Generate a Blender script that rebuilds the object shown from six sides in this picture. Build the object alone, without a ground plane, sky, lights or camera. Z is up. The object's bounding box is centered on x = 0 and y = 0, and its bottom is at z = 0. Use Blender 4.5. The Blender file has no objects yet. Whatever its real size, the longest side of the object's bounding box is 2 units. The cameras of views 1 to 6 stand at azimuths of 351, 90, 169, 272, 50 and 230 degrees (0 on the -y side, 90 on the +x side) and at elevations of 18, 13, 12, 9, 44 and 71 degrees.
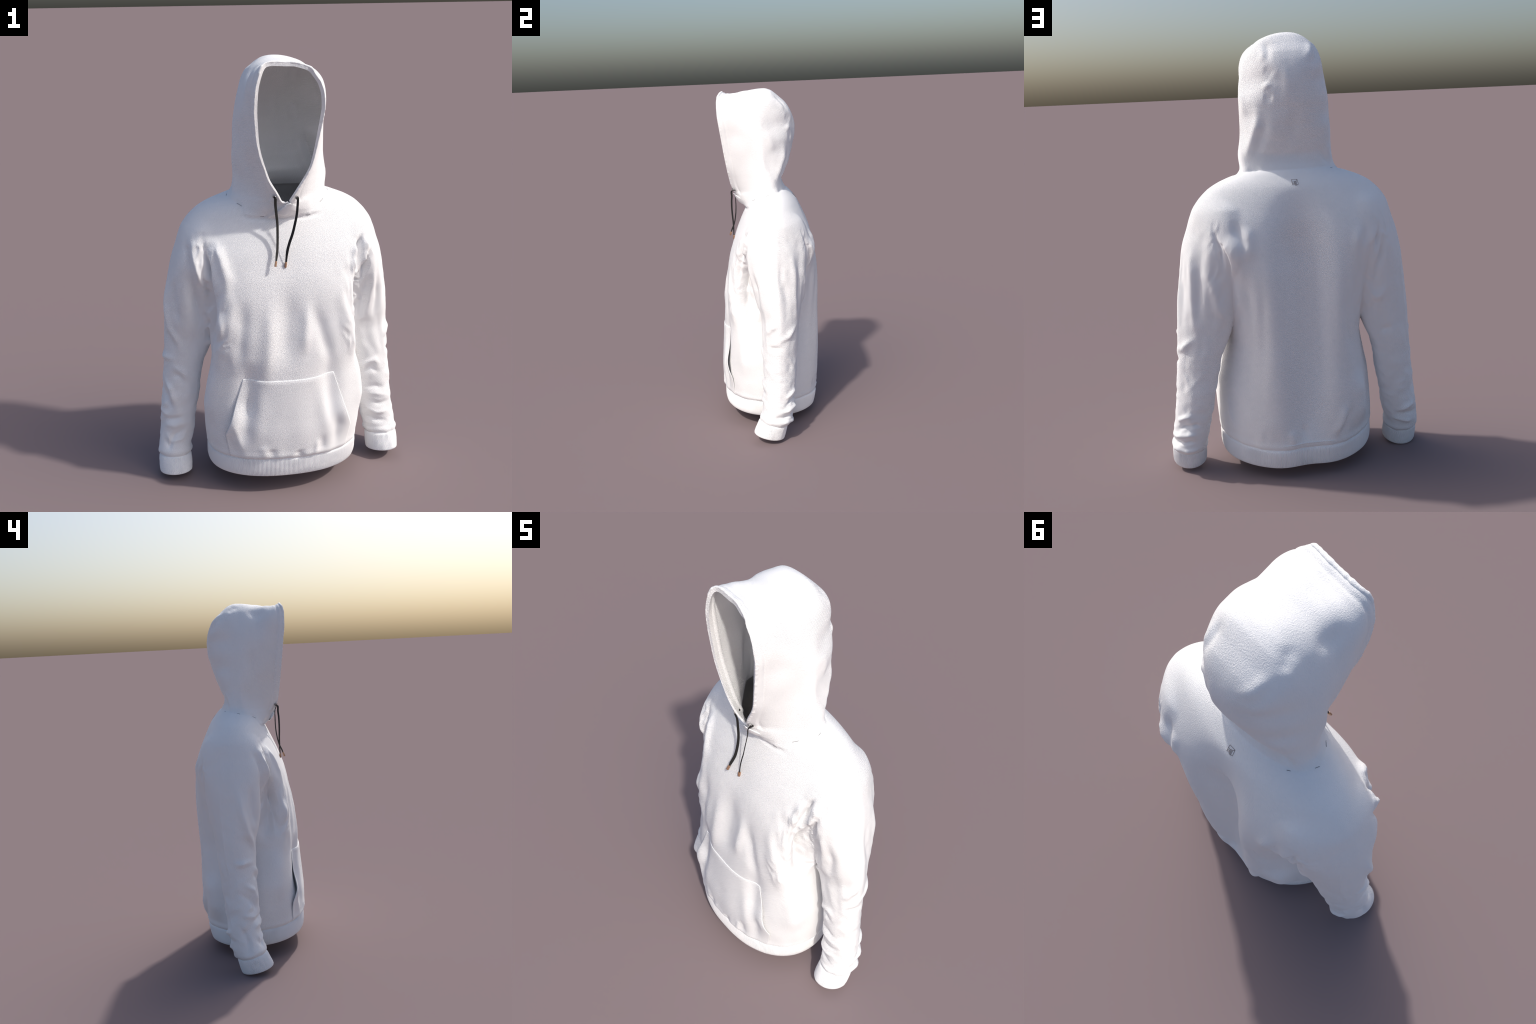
import bpy, bmesh, math
import numpy as np
from mathutils import Vector, noise as mnoise
from mathutils.bvhtree import BVHTree

rng = np.random.default_rng(7)

# ----------------------------------------------------------------- helpers
def curve1d(pairs):
    """Monotone cubic interpolation through (parameter, value) control points."""
    xs = np.array([p[0] for p in pairs], float)
    ys = np.array([p[1] for p in pairs], float)
    o = np.argsort(xs); xs = xs[o]; ys = ys[o]
    h = np.diff(xs); d = np.diff(ys) / h
    m = np.zeros_like(ys)
    for i in range(1, len(xs) - 1):
        if d[i - 1] * d[i] > 0:
            w1 = 2 * h[i] + h[i - 1]; w2 = h[i] + 2 * h[i - 1]
            m[i] = (w1 + w2) / (w1 / d[i - 1] + w2 / d[i])
    m[0] = d[0]; m[-1] = d[-1]
    def f(t):
        t = np.clip(np.asarray(t, float), xs[0], xs[-1])
        i = np.clip(np.searchsorted(xs, t) - 1, 0, len(xs) - 2)
        s = (t - xs[i]) / h[i]
        return ((2*s**3 - 3*s**2 + 1)*ys[i] + (s**3 - 2*s**2 + s)*h[i]*m[i]
                + (-2*s**3 + 3*s**2)*ys[i+1] + (s**3 - s**2)*h[i]*m[i+1])
    return f

def smoothstep(a, b, t):
    s = np.clip((np.asarray(t, float) - a) / (b - a), 0, 1)
    return s * s * (3 - 2 * s)

def smooth_min(a, b, k):
    h = np.clip(0.5 + 0.5 * (b - a) / k, 0, 1)
    return b + (a - b) * h - k * h * (1 - h)

def new_object(name, verts, faces, parent=None, material=None, smooth=True):
    me = bpy.data.meshes.new(name)
    me.from_pydata([tuple(v) for v in verts], [], [tuple(f) for f in faces])
    me.update()
    if smooth:
        me.polygons.foreach_set('use_smooth', [True] * len(me.polygons))
    ob = bpy.data.objects.new(name, me)
    bpy.context.scene.collection.objects.link(ob)
    if parent: ob.parent = parent
    if material: me.materials.append(material)
    return ob

# ----------------------------------------------------------------- materials
def node_material(name):
    m = bpy.data.materials.new(name); m.use_nodes = True
    nt = m.node_tree
    return m, nt, nt.nodes['Principled BSDF']

def cotton(name, base, dark, weave=1.0, roughness=0.9):
    """White fleece cotton: fine twill lines and a crinkled knit grain."""
    m, nt, b = node_material(name)
    N = nt.nodes; L = nt.links
    tc = N.new('ShaderNodeTexCoord')
    mp = N.new('ShaderNodeMapping'); mp.inputs['Rotation'].default_value = (0.0, math.radians(38), 0.0)
    L.new(tc.outputs['Object'], mp.inputs['Vector'])
    wave = N.new('ShaderNodeTexWave'); wave.wave_type = 'BANDS'; wave.bands_direction = 'Z'
    wave.inputs['Scale'].default_value = 75; wave.inputs['Distortion'].default_value = 2.2
    wave.inputs['Detail'].default_value = 2.0; wave.inputs['Detail Scale'].default_value = 3.0
    L.new(mp.outputs['Vector'], wave.inputs['Vector'])
    grain_map = N.new('ShaderNodeMapping'); grain_map.inputs['Scale'].default_value = (1.0, 1.0, 0.45)
    L.new(tc.outputs['Object'], grain_map.inputs['Vector'])
    grain = N.new('ShaderNodeTexNoise'); grain.inputs['Scale'].default_value = 300
    grain.inputs['Detail'].default_value = 3.0; grain.inputs['Roughness'].default_value = 0.6
    L.new(grain_map.outputs['Vector'], grain.inputs['Vector'])
    add = N.new('ShaderNodeMath'); add.operation = 'MULTIPLY_ADD'; add.inputs[1].default_value = 0.55
    geo = N.new('ShaderNodeNewGeometry')
    dot = N.new('ShaderNodeVectorMath'); dot.operation = 'DOT_PRODUCT'
    dot.inputs[1].default_value = (-math.sin(math.radians(38)), 0, math.cos(math.radians(38)))
    L.new(geo.outputs['Normal'], dot.inputs[0])
    ab = N.new('ShaderNodeMath'); ab.operation = 'ABSOLUTE'; L.new(dot.outputs['Value'], ab.inputs[0])
    rng_ = N.new('ShaderNodeMapRange'); rng_.inputs['From Min'].default_value = .35; rng_.inputs['From Max'].default_value = .75
    rng_.inputs['To Min'].default_value = 1.0; rng_.inputs['To Max'].default_value = 0.0
    L.new(ab.outputs['Value'], rng_.inputs['Value'])
    mul = N.new('ShaderNodeMath'); mul.operation = 'MULTIPLY'
    L.new(wave.outputs['Fac'], mul.inputs[0]); L.new(rng_.outputs['Result'], mul.inputs[1])
    L.new(mul.outputs['Value'], add.inputs[0]); L.new(grain.outputs['Fac'], add.inputs[2])
    bump = N.new('ShaderNodeBump'); bump.inputs['Strength'].default_value = 0.6 * weave
    bump.inputs['Distance'].default_value = 0.004
    L.new(add.outputs['Value'], bump.inputs['Height']); L.new(bump.outputs['Normal'], b.inputs['Normal'])
    mott = N.new('ShaderNodeTexNoise'); mott.inputs['Scale'].default_value = 6; mott.inputs['Detail'].default_value = 4
    L.new(tc.outputs['Object'], mott.inputs['Vector'])
    ramp = N.new('ShaderNodeValToRGB')
    ramp.color_ramp.elements[0].color = (*dark, 1); ramp.color_ramp.elements[1].color = (*base, 1)
    ramp.color_ramp.elements[0].position = 0.3; ramp.color_ramp.elements[1].position = 0.6
    L.new(mott.outputs['Fac'], ramp.inputs['Fac']); L.new(ramp.outputs['Color'], b.inputs['Base Color'])
    b.inputs['Roughness'].default_value = roughness
    b.inputs['Specular IOR Level'].default_value = 0.25
    return m

def plain(name, col, rough=0.6, metal=0.0, grain=0.0, grain_scale=300):
    m, nt, b = node_material(name)
    N = nt.nodes; L = nt.links
    tc = N.new('ShaderNodeTexCoord')
    nz = N.new('ShaderNodeTexNoise'); nz.inputs['Scale'].default_value = grain_scale
    L.new(tc.outputs['Object'], nz.inputs['Vector'])
    ramp = N.new('ShaderNodeValToRGB')
    ramp.color_ramp.elements[0].color = (*[c * 0.85 for c in col], 1)
    ramp.color_ramp.elements[1].color = (*[min(1, c * 1.12) for c in col], 1)
    L.new(nz.outputs['Fac'], ramp.inputs['Fac']); L.new(ramp.outputs['Color'], b.inputs['Base Color'])
    b.inputs['Roughness'].default_value = rough; b.inputs['Metallic'].default_value = metal
    if grain:
        bp = N.new('ShaderNodeBump'); bp.inputs['Strength'].default_value = grain
        bp.inputs['Distance'].default_value = 0.002
        L.new(nz.outputs['Fac'], bp.inputs['Height']); L.new(bp.outputs['Normal'], b.inputs['Normal'])
    return m

MAT_CLOTH = cotton('white_cotton', (0.975, 0.975, 0.98), (0.96, 0.96, 0.965))
MAT_RIB = cotton('white_rib_knit', (0.97, 0.97, 0.975), (0.955, 0.955, 0.96), weave=0.5)
MAT_CORD = plain('black_cord', (0.012, 0.011, 0.011), rough=0.75, grain=0.4, grain_scale=500)
MAT_COPPER = plain('copper_tip', (0.42, 0.25, 0.16), rough=0.45, metal=0.5)
MAT_STEEL = plain('steel_eyelet', (0.45, 0.45, 0.45), rough=0.35, metal=0.85)
MAT_PRINT = plain('brown_print', (0.26, 0.20, 0.18), rough=0.7)

# ----------------------------------------------------------------- profiles
# torso, horizontal sections: half width, front, back, squareness against height
torso_half_width = curve1d([(0.00, .350), (.05, .355), (.10, .366), (.17, .366), (.22, .374), (.30, .379),
    (.40, .380), (.50, .366), (.58, .351), (.65, .342), (.75, .343), (.85, .350), (.95, .360), (1.03, .382),
    (1.10, .428), (1.17, .450), (1.23, .448), (1.28, .423), (1.33, .376), (1.36, .325), (1.385, .262), (1.41, .20), (1.46, .14)])
torso_front = curve1d([(0.0, -.276), (.10, -.291), (.17, -.289), (.22, -.296), (.30, -.297), (.40, -.290), (.50, -.282), (.60, -.276), (.75, -.260), (.85, -.246), (.95, -.234), (1.03, -.217), (1.10, -.194), (1.16, -.173), (1.23, -.143), (1.29, -.115), (1.33, -.096), (1.37, -.07), (1.41, -.04), (1.46, -.01)])
torso_back = curve1d([(0.0, .270), (.06, .278), (.14, .298), (.20, .314), (.30, .335), (.45, .342), (.75, .335), (.95, .319), (1.06, .300), (1.13, .286), (1.19, .268), (1.24, .248), (1.29, .226), (1.34, .197), (1.38, .166), (1.42, .13), (1.46, .10)])
torso_axis = curve1d([(0.0, -.02), (.15, -.03), (.3, -.06), (.5, -.10), (.65, -.115), (.78, -.07), (.9, .0), (1.0, .04), (1.1, .05), (1.3, .06), (1.46, .06)])
torso_front_power = curve1d([(0.0, 2.3), (.17, 2.25), (.3, 2.2), (.45, 2.1), (.58, 2.1), (.65, 2.3), (.74, 2.9), (.84, 3.6), (.95, 3.7), (1.1, 2.9), (1.2, 2.4), (1.3, 2.2), (1.4, 2.2)])
torso_back_power = curve1d([(0.0, 2.1), (.2, 1.9), (.35, 1.95), (.5, 2.1), (.65, 2.3), (.85, 2.55), (1.0, 2.8), (1.1, 3.1), (1.2, 2.6), (1.3, 2.1), (1.4, 2.0)])
back_taper = curve1d([(0.0, 0), (.18, .0), (.3, .012), (.5, .018), (.85, .015), (1.0, .010), (1.1, 0), (1.5, 0)])
spine_channel = curve1d([(0.0, .02), (.15, .038), (.3, .090), (.6, .105), (1.0, .098), (1.1, .080), (1.2, .040), (1.28, .015), (1.35, 0), (1.5, 0)])
# sleeve, horizontal sections: inner x, outer x, front y, back y
sleeve_inner = curve1d([(0.0, .447), (.12, .447), (.2, .432), (.3, .414), (.4, .396), (.5, .379), (.57, .364), (.63, .338), (.7, .312), (.8, .29), (.95, .26), (1.1, .23), (1.2, .22), (1.3, .25)])
sleeve_outer = curve1d([(0.0, .604), (.12, .604), (.2, .596), (.3, .583), (.4, .574), (.5, .564), (.6, .556), (.7, .550), (.8, .544), (.9, .534), (1.0, .520), (1.1, .497), (1.16, .477), (1.22, .458), (1.28, .420), (1.32, .365)])
sleeve_front = curve1d([(0.0, -.10), (.06, -.086), (.12, -.074), (.2, -.053), (.3, -.045), (.4, -.042), (.5, -.039), (.6, -.038),
    (.7, -.038), (.8, -.062), (.9, -.082), (1.0, -.100), (1.1, -.118), (1.18, -.110), (1.25, -.08), (1.32, .0)])
sleeve_back = curve1d([(0.0, .075), (.08, .088), (.14, .110), (.2, .124), (.3, .136), (.4, .148), (.5, .158), (.6, .170),
    (.7, .180), (.8, .196), (.9, .214), (1.0, .236), (1.1, .252), (1.18, .245), (1.25, .22), (1.32, .14)])
# hood: width, opening half width and opening edge depth against height
hood_half_width = curve1d([(1.26, .25), (1.36, .243), (1.41, .234), (1.46, .225), (1.52, .217), (1.62, .211), (1.72, .2075), (1.80, .205), (1.95, .203), (2.02, .20)])
opening_half_width = curve1d([(1.374, 0.0), (1.40, .018), (1.44, .042), (1.51, .083), (1.61, .120), (1.71, .139), (1.80, .149), (1.86, .145), (1.90, .135), (1.93, .124), (1.96, .116), (2.02, .11)])
opening_depth = curve1d([(1.24, -.07), (1.29, -.10), (1.305, -.110), (1.33, -.137), (1.366, -.163), (1.40, -.180), (1.44, -.195), (1.5, -.205), (1.6, -.219), (1.7, -.231), (1.8, -.243), (1.86, -.250), (1.93, -.252), (1.965, -.246), (1.99, -.230), (2.03, -.20)])
hood_side_bow = curve1d([(1.3, 1.3), (1.38, 1.2), (1.42, .95), (1.46, .78), (1.5, .70), (1.6, .76), (1.7, .9), (1.8, 1.1), (2.0, 1.4)])
hood_back_square = curve1d([(1.3, 1.5), (1.48, 1.3), (1.58, .5), (1.66, -.3), (1.78, -.3), (1.86, .4), (1.92, .8), (2.0, .8)])
HOOD_CENTRE = (-.03, 1.70)
hood_outline = [(-.45, 1.60), (-.45, 1.95), (-.33, 1.982), (-.25, 1.982), (-.215, 1.980), (-.178, 1.975), (-.13, 1.981), (-.07, 1.991), (0, 1.999), (.033, 1.997),
    (.068, 1.985), (.112, 1.951), (.150, 1.915), (.178, 1.866), (.196, 1.805), (.199, 1.745), (.187, 1.675), (.168, 1.604),
    (.140, 1.535), (.112, 1.475), (.10, 1.42), (.09, 1.30), (0, 1.10), (-.3, 1.10), (-.45, 1.30)]

neck_seam = curve1d([(-.4, 1.29), (-.12, 1.298), (-.10, 1.305), (-.09, 1.318), (-.056, 1.366), (0, 1.385), (.05, 1.396), (.12, 1.41), (.4, 1.41)])
def hem_seam(y): return 0.158 - 0.075 * y
def cuff_seam(y, x=0): return 0.104 - 0.22 * y + np.where(np.asarray(x) > 0, .008, -.008)

# ----------------------------------------------------------------- cloth body as one implicit solid
CELL = 0.0056
gx = np.arange(0.0, 0.66, CELL)
gy = np.arange(-0.40, 0.40, CELL)
gz = np.arange(0.0, 2.05, CELL)

def as_distance(f):
    g = np.gradient(f, CELL)
    return f / np.maximum(np.sqrt(g[0]**2 + g[1]**2 + g[2]**2), 1e-3)

def superellipse(a, b, p):
    return (np.abs(a)**p + np.abs(b)**p)**(1.0 / p) - 1.0

def torso_field(X, Y, z):
    hw = torso_half_width(z); c = torso_axis(z)
    Yc = Y + spine_channel(z) * np.exp(-(X / .096)**2) * smoothstep(.05, .16, Y)   # channel down the spine
    back = Yc > c
    depth = np.where(back, torso_back(z) - c, c - torso_front(z))
    p = np.where(back, torso_back_power(z), torso_front_power(z))
    hw = hw - back_taper(z) * smoothstep(0, .20, Yc - c)
    return superellipse(X / hw, (Yc - c) / depth, p) * 0.3

def sleeve_field(X, Y, z):
    i = sleeve_inner(z); o = sleeve_outer(z); f = sleeve_front(z); b = sleeve_back(z)
    skew = .30 * smoothstep(.12, .5, z)
    Xs = X + skew * np.clip(Y - (f + b) / 2, 0, None)                          # back of the sleeve leans inward
    return superellipse((Xs - (i + o) / 2) / ((o - i) / 2), (Y - (f + b) / 2) / ((b - f) / 2), 2.05) * 0.1

def hood_field(X, Y, Z, z):
    w = hood_half_width(z); o = opening_half_width(z); ye = opening_depth(z)
    ys = .01
    t = np.clip((ys - Y) / (ys - ye), 0, None)
    round_side = np.sqrt(np.clip(1 - (1 - (o / w)**2) * t**2, 0, None))
    ts = t*t / (t + .14) * 1.14                                                 # soft start at the widest point
    flat_side = np.clip(1 - (1 - o / w) * ts**hood_side_bow(z), 0, None)
    m = smoothstep(1.72, 1.9, z) * .8
    m = np.where(z < 1.40, np.clip((1.40 - z) / .06, 0, 1) * .5, m)
    W = w * (round_side * m + flat_side * (1 - m))
    W = W * (1 - .08 * smoothstep(-.03, .13, Y) * smoothstep(1.70, 1.82, z))
    gone = W < .004
    W = np.maximum(W, .004)
    dy = Y - HOOD_CENTRE[0]; dz = Z - HOOD_CENTRE[1]
    ang = np.arctan2(dz, dy)
    pa = np.array([math.atan2(q[1] - HOOD_CENTRE[1], q[0] - HOOD_CENTRE[0]) for q in hood_outline])
    pr = np.array([math.hypot(q[1] - HOOD_CENTRE[1], q[0] - HOOD_CENTRE[0]) for q in hood_outline])
    order = np.argsort(pa); pa = pa[order]; pr = pr[order]
    R = np.interp(ang, np.r_[pa[-1] - 2*np.pi, pa, pa[0] + 2*np.pi], np.r_[pr[-1], pr, pr[0]])
    q = np.sqrt(dy**2 + dz**2) / R
    p = 9.0 + (2.35 - 9.0) * smoothstep(-.25, -.08, Y)**.6
    p = p + hood_back_square(z) * smoothstep(.0, .09, Y)
    f = superellipse(X / W, q, p)
    d = as_distance(f * 0.2)
    return np.where((f > .5) | gone, np.maximum(d, .06), d)

X, Y = np.meshgrid(gx, gy, indexing='ij')
X = X[:, :, None]; Y = Y[:, :, None]; Z = gz[None, None, :]
field = as_distance(torso_field(X, Y, Z))
field[:, :, gz > 1.47] = 0.3
ks = gz < 1.33
s = np.full_like(field, 0.3); s[:, :, ks] = as_distance(sleeve_field(X, Y, Z[:, :, ks]))
field = smooth_min(field, np.clip(s, -.3, .3), 0.012)
kh = gz > 1.22
h = np.full_like(field, 0.3)
h[:, :, kh] = hood_field(X, Y, Z[:, :, kh], Z[:, :, kh])
h[:, :, gz < 1.27] = np.maximum(h[:, :, gz < 1.27], 0.05)
field = smooth_min(field, np.clip(h, -.3, .3), 0.03)
field[:, 0, :] = field[:, -1, :] = 0.3; field[-1] = 0.3; field[:, :, 0] = 0.3; field[:, :, -1] = 0.3
field = np.concatenate([field[:0:-1], field], axis=0)          # mirror to the other side
gx_all = np.r_[-gx[:0:-1], gx]

def surface_nets(F, gx, gy, gz):
    S = F < 0
    nx, ny, nz = F.shape
    corners = [(i, j, k) for i in (0, 1) for j in (0, 1) for k in (0, 1)]
    cnt = np.zeros((nx-1, ny-1, nz-1), np.int8)
    for i, j, k in corners:
        cnt += S[i:nx-1+i, j:ny-1+j, k:nz-1+k]
    active = (cnt > 0) & (cnt < 8)
    ci = np.argwhere(active)
    index = np.full(active.shape, -1, np.int64); index[active] = np.arange(len(ci))
    acc = np.zeros((len(ci), 3)); num = np.zeros(len(ci))
    for a in corners:
        for ax in range(3):
            if a[ax]: continue
            b = list(a); b[ax] = 1
            fa = F[ci[:, 0]+a[0], ci[:, 1]+a[1], ci[:, 2]+a[2]]
            fb = F[ci[:, 0]+b[0], ci[:, 1]+b[1], ci[:, 2]+b[2]]
            cross = (fa < 0) != (fb < 0)
            t = np.where(cross, fa / np.where(cross, fa - fb, 1), 0)
            p = np.array(a, float)[None].repeat(len(ci), 0); p[:, ax] += t
            acc[cross] += p[cross]; num[cross] += 1
    P = ci + acc / num[:, None]
    V = np.stack([gx[0] + P[:, 0]*CELL, gy[0] + P[:, 1]*CELL, gz[0] + P[:, 2]*CELL], 1)
    quads = []
    for ax in range(3):
        u, w = (ax + 1) % 3, (ax + 2) % 3
        sl0 = [slice(1, n-1) for n in F.shape]; sl1 = list(sl0)
        sl0[ax] = slice(0, F.shape[ax]-1); sl1[ax] = slice(1, F.shape[ax])
        A = S[tuple(sl0)]; B = S[tuple(sl1)]
        for flip, m in ((False, A & ~B), (True, ~A & B)):
            e = np.argwhere(m)
            off = np.ones(3, int); off[ax] = 0
            e = e + off
            q = []
            for du, dw in ((-1, -1), (0, -1), (0, 0), (-1, 0)):
                c = e.copy(); c[:, u] += du; c[:, w] += dw
                q.append(index[c[:, 0], c[:, 1], c[:, 2]])
            q = np.stack(q, 1)
            quads.append(q[:, ::-1] if flip else q)
    return V, np.concatenate(quads)

V, Q = surface_nets(field, gx_all, gy, gz)

def neighbour_average(V, Q, it, lam=0.5, mu=-0.52, weight=None):
    E = np.concatenate([Q[:, [0, 1]], Q[:, [1, 2]], Q[:, [2, 3]], Q[:, [3, 0]]])
    E = np.unique(np.sort(E, 1), axis=0)
    deg = np.bincount(E.ravel(), minlength=len(V)).astype(float)
    for i in range(it):
        for l in (lam, mu):
            a = np.zeros_like(V)
            for c in range(3):
                a[:, c] = (np.bincount(E[:, 0], V[E[:, 1], c], len(V)) + np.bincount(E[:, 1], V[E[:, 0], c], len(V)))
            d = a / deg[:, None] - V
            V = V + l * d * (1 if weight is None else weight[:, None])
    return V

V = neighbour_average(V, Q, 8)
lean = np.exp(-((V[:, 2] - 1.84) / .11)**2) * (V[:, 0] < 0)
V[:, 0] *= 1 + .06 * np.exp(-((V[:, 2] - 1.48) / .08)**2) * (V[:, 0] > 0) * smoothstep(.02, .15, V[:, 0])
V[:, 2] -= .014 * smoothstep(.02, .10, V[:, 0]) * smoothstep(-.10, -.22, V[:, 1]) * smoothstep(1.90, 1.96, V[:, 2])   # brow droops on one side
crown = smoothstep(-.03, .13, V[:, 1]) * smoothstep(1.70, 1.82, V[:, 2])
V[:, 0] *= 1 + crown * np.where(V[:, 0] > 0, -.11, .05)
V[:, 0] *= 1 - .05 * lean                                   # one side of the hood hangs closer

def vertex_normals(V, Q):
    n = np.cross(V[Q[:, 2]] - V[Q[:, 0]], V[Q[:, 3]] - V[Q[:, 1]])
    N = np.zeros_like(V)
    for k in range(Q.shape[1]):
        for c in range(3):
            N[:, c] += np.bincount(Q[:, k], n[:, c], len(V))
    return N / np.maximum(np.linalg.norm(N, axis=1), 1e-12)[:, None]

# regions of the skin: 0 torso, 1 sleeve, 2 hood
def regions(V):
    ax = np.abs(V[:, 0]); z = V[:, 2]
    st = torso_field(ax, V[:, 1], z); ss = sleeve_field(ax, V[:, 1], z)
    line = .41 + .10 * np.clip((z - 1.15) / .2, 0, 1) - .5 * np.clip(z - 1.2, 0, 1)
    sleeve = ((ss < st * 0.45) & (z < 1.12)) | ((z >= 1.12) & (ax > np.interp(z, [1.12, 1.2, 1.36], [.40, .385, .345]))) | ((z < .3) & (ax > .397))
    hood = (z > neck_seam(V[:, 1])) & (ax < .30)
    return np.where(hood, 2, np.where(sleeve, 1, 0))

# ----------------------------------------------------------------- folds
TORSO, SLEEVE, HOOD = 0, 1, 2
FOLDS = []          # (points, width, height, part): raised when height > 0, sunk when < 0

def fold(width, height, where, *points):
    FOLDS.append((points, width, height * (.85 if where == HOOD else 1.35 if width < .021 else 1.1), where))

# chest: long soft drapes falling from the shoulders to the pocket
fold(.030, .010, TORSO, (-.255, -.211, 1.06), (-.262, -.211, 1.00), (-.278, -.218, .864), (-.300, -.177, .685), (-.320, -.170, .514))
fold(.030, -.010, TORSO, (-.203, -.224, .994), (-.208, -.238, .867), (-.226, -.238, .707), (-.240, -.214, .614))
fold(.036, .011, TORSO, (-.085, -.237, .972), (-.088, -.253, .823), (-.098, -.266, .708), (-.111, -.268, .600), (-.140, -.27, .54))
fold(.045, -.011, TORSO, (-.002, -.225, 1.04), (.001, -.245, .892), (-.011, -.264, .741), (-.01, -.27, .62))
fold(.026, .011, TORSO, (.090, -.235, .96), (.088, -.241, .924), (.078, -.255, .810), (.064, -.270, .679))
fold(.030, -.012, TORSO, (.118, -.243, .95), (.125, -.243, .890), (.162, -.256, .763), (.210, -.233, .589))
fold(.030, .010, TORSO, (.245, -.214, 1.05), (.252, -.214, .997), (.268, -.222, .862), (.300, -.20, .70), (.330, -.16, .56))
# belly and pocket gathers
fold(.034, .004, TORSO, (-.132, -.269, .56), (-.147, -.285, .394), (-.156, -.291, .238))
fold(.034, -.010, TORSO, (-.200, -.251, .53), (-.213, -.269, .391), (-.209, -.278, .236))
fold(.030, .006, TORSO, (.152, -.260, .58), (.162, -.281, .405), (.199, -.280, .215))
fold(.026, -.011, TORSO, (.238, -.262, .40), (.232, -.273, .300), (.226, -.272, .203))
fold(.012, .005, TORSO, (.128, -.296, .285), (.115, -.289, .185))
fold(.018, -.006, TORSO, (.150, -.293, .300), (.156, -.286, .195))
fold(.016, .006, TORSO, (-.280, -.241, .400), (-.255, -.260, .321), (-.221, -.271, .205))
fold(.018, -.006, TORSO, (-.302, -.235, .320), (-.274, -.251, .232), (-.250, -.258, .195))
fold(.022, .005, TORSO, (-.140, -.294, .270), (-.118, -.294, .200))
fold(.020, -.005, TORSO, (-.095, -.294, .250), (-.085, -.294, .190))
fold(.020, -.007, TORSO, (.03, -.30, .235), (.045, -.294, .185))
# front of the armpit, one side
fold(.014, .013, None, (-.402, -.06, 1.232), (-.402, -.107, 1.130), (-.378, -.118, 1.025), (-.360, -.12, .927))
fold(.016, -.014, None, (-.440, -.033, 1.218), (-.431, -.089, 1.127), (-.411, -.096, .991), (-.385, -.072, .867))
fold(.013, -.038, None, (-.360, -.085, 1.235), (-.350, -.133, 1.109), (-.352, -.150, .981), (-.336, -.160, .873), (-.325, -.13, .78))
fold(.024, .014, TORSO, (-.326, -.099, 1.232), (-.297, -.137, 1.169), (-.271, -.182, 1.075), (-.261, -.214, .987))
fold(.020, .010, TORSO, (-.320, -.19, .98), (-.312, -.20, .88), (-.30, -.20, .78))
# front of the armpit, other side
fold(.012, -.034, None, (.372, -.085, 1.225), (.352, -.122, 1.150), (.349, -.146, 1.065), (.334, -.171, 1.000), (.32, -.17, .90))
fold(.014, .010, TORSO, (.338, -.11, 1.20), (.324, -.153, 1.097), (.312, -.186, 1.017))
fold(.012, -.036, None, (.412, -.09, 1.15), (.396, -.112, 1.09), (.374, -.110, .983), (.352, -.135, .903), (.335, -.13, .82))
fold(.012, .012, None, (.386, -.09, 1.20), (.390, -.113, 1.13), (.376, -.125, 1.032))
fold(.020, -.010, SLEEVE, (.455, -.076, 1.00), (.469, -.060, .874), (.453, -.047, .742))
fold(.016, .010, SLEEVE, (.425, -.09, 1.08), (.43, -.085, .95), (.415, -.06, .83), (.40, -.045, .74))
# forearm wrinkles, front
fold(.014, 0.0067, SLEEVE, (.405, -.010, .480), (.440, -.034, .525), (.470, -.039, .535), (.505, -.036, .490))
fold(.012, -0.0060, SLEEVE, (.415, -.024, .455), (.455, -.039, .492), (.50, -.036, .455))
fold(.013, -0.0060, SLEEVE, (.421, -.010, .378), (.480, -.042, .389), (.536, -.029, .367))
fold(.012, 0.0060, SLEEVE, (.42, -.010, .345), (.480, -.042, .350), (.546, -.029, .330))
fold(.012, -0.0067, SLEEVE, (.440, -.020, .312), (.499, -.045, .291), (.559, -.020, .298))
fold(.012, 0.0075, SLEEVE, (.432, -.010, .275), (.485, -.044, .245), (.556, -.035, .250))
fold(.011, -0.0067, SLEEVE, (.432, .013, .225), (.477, -.044, .205), (.556, -.043, .200))
fold(.014, 0.0060, SLEEVE, (-.528, -.013, .585), (-.479, -.037, .560), (-.442, -.035, .508))
fold(.014, -0.0060, SLEEVE, (-.535, -.013, .545), (-.490, -.037, .528), (-.452, -.035, .478))
fold(.013, -0.0067, SLEEVE, (-.576, .000, .300), (-.523, -.041, .307), (-.466, -.039, .325))
fold(.013, 0.0067, SLEEVE, (-.576, .000, .270), (-.523, -.041, .270), (-.456, -.039, .290))
fold(.011, -0.0075, SLEEVE, (-.580, -.020, .200), (-.555, -.050, .165), (-.532, -.048, .221), (-.470, -.043, .255))
fold(.011, 0.0067, SLEEVE, (-.570, -.025, .232), (-.545, -.048, .190), (-.50, -.05, .20), (-.46, -.03, .22))
fold(.014, -0.0053, SLEEVE, (-.562, .019, .468), (-.549, -.014, .403), (-.530, -.030, .345))
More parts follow.
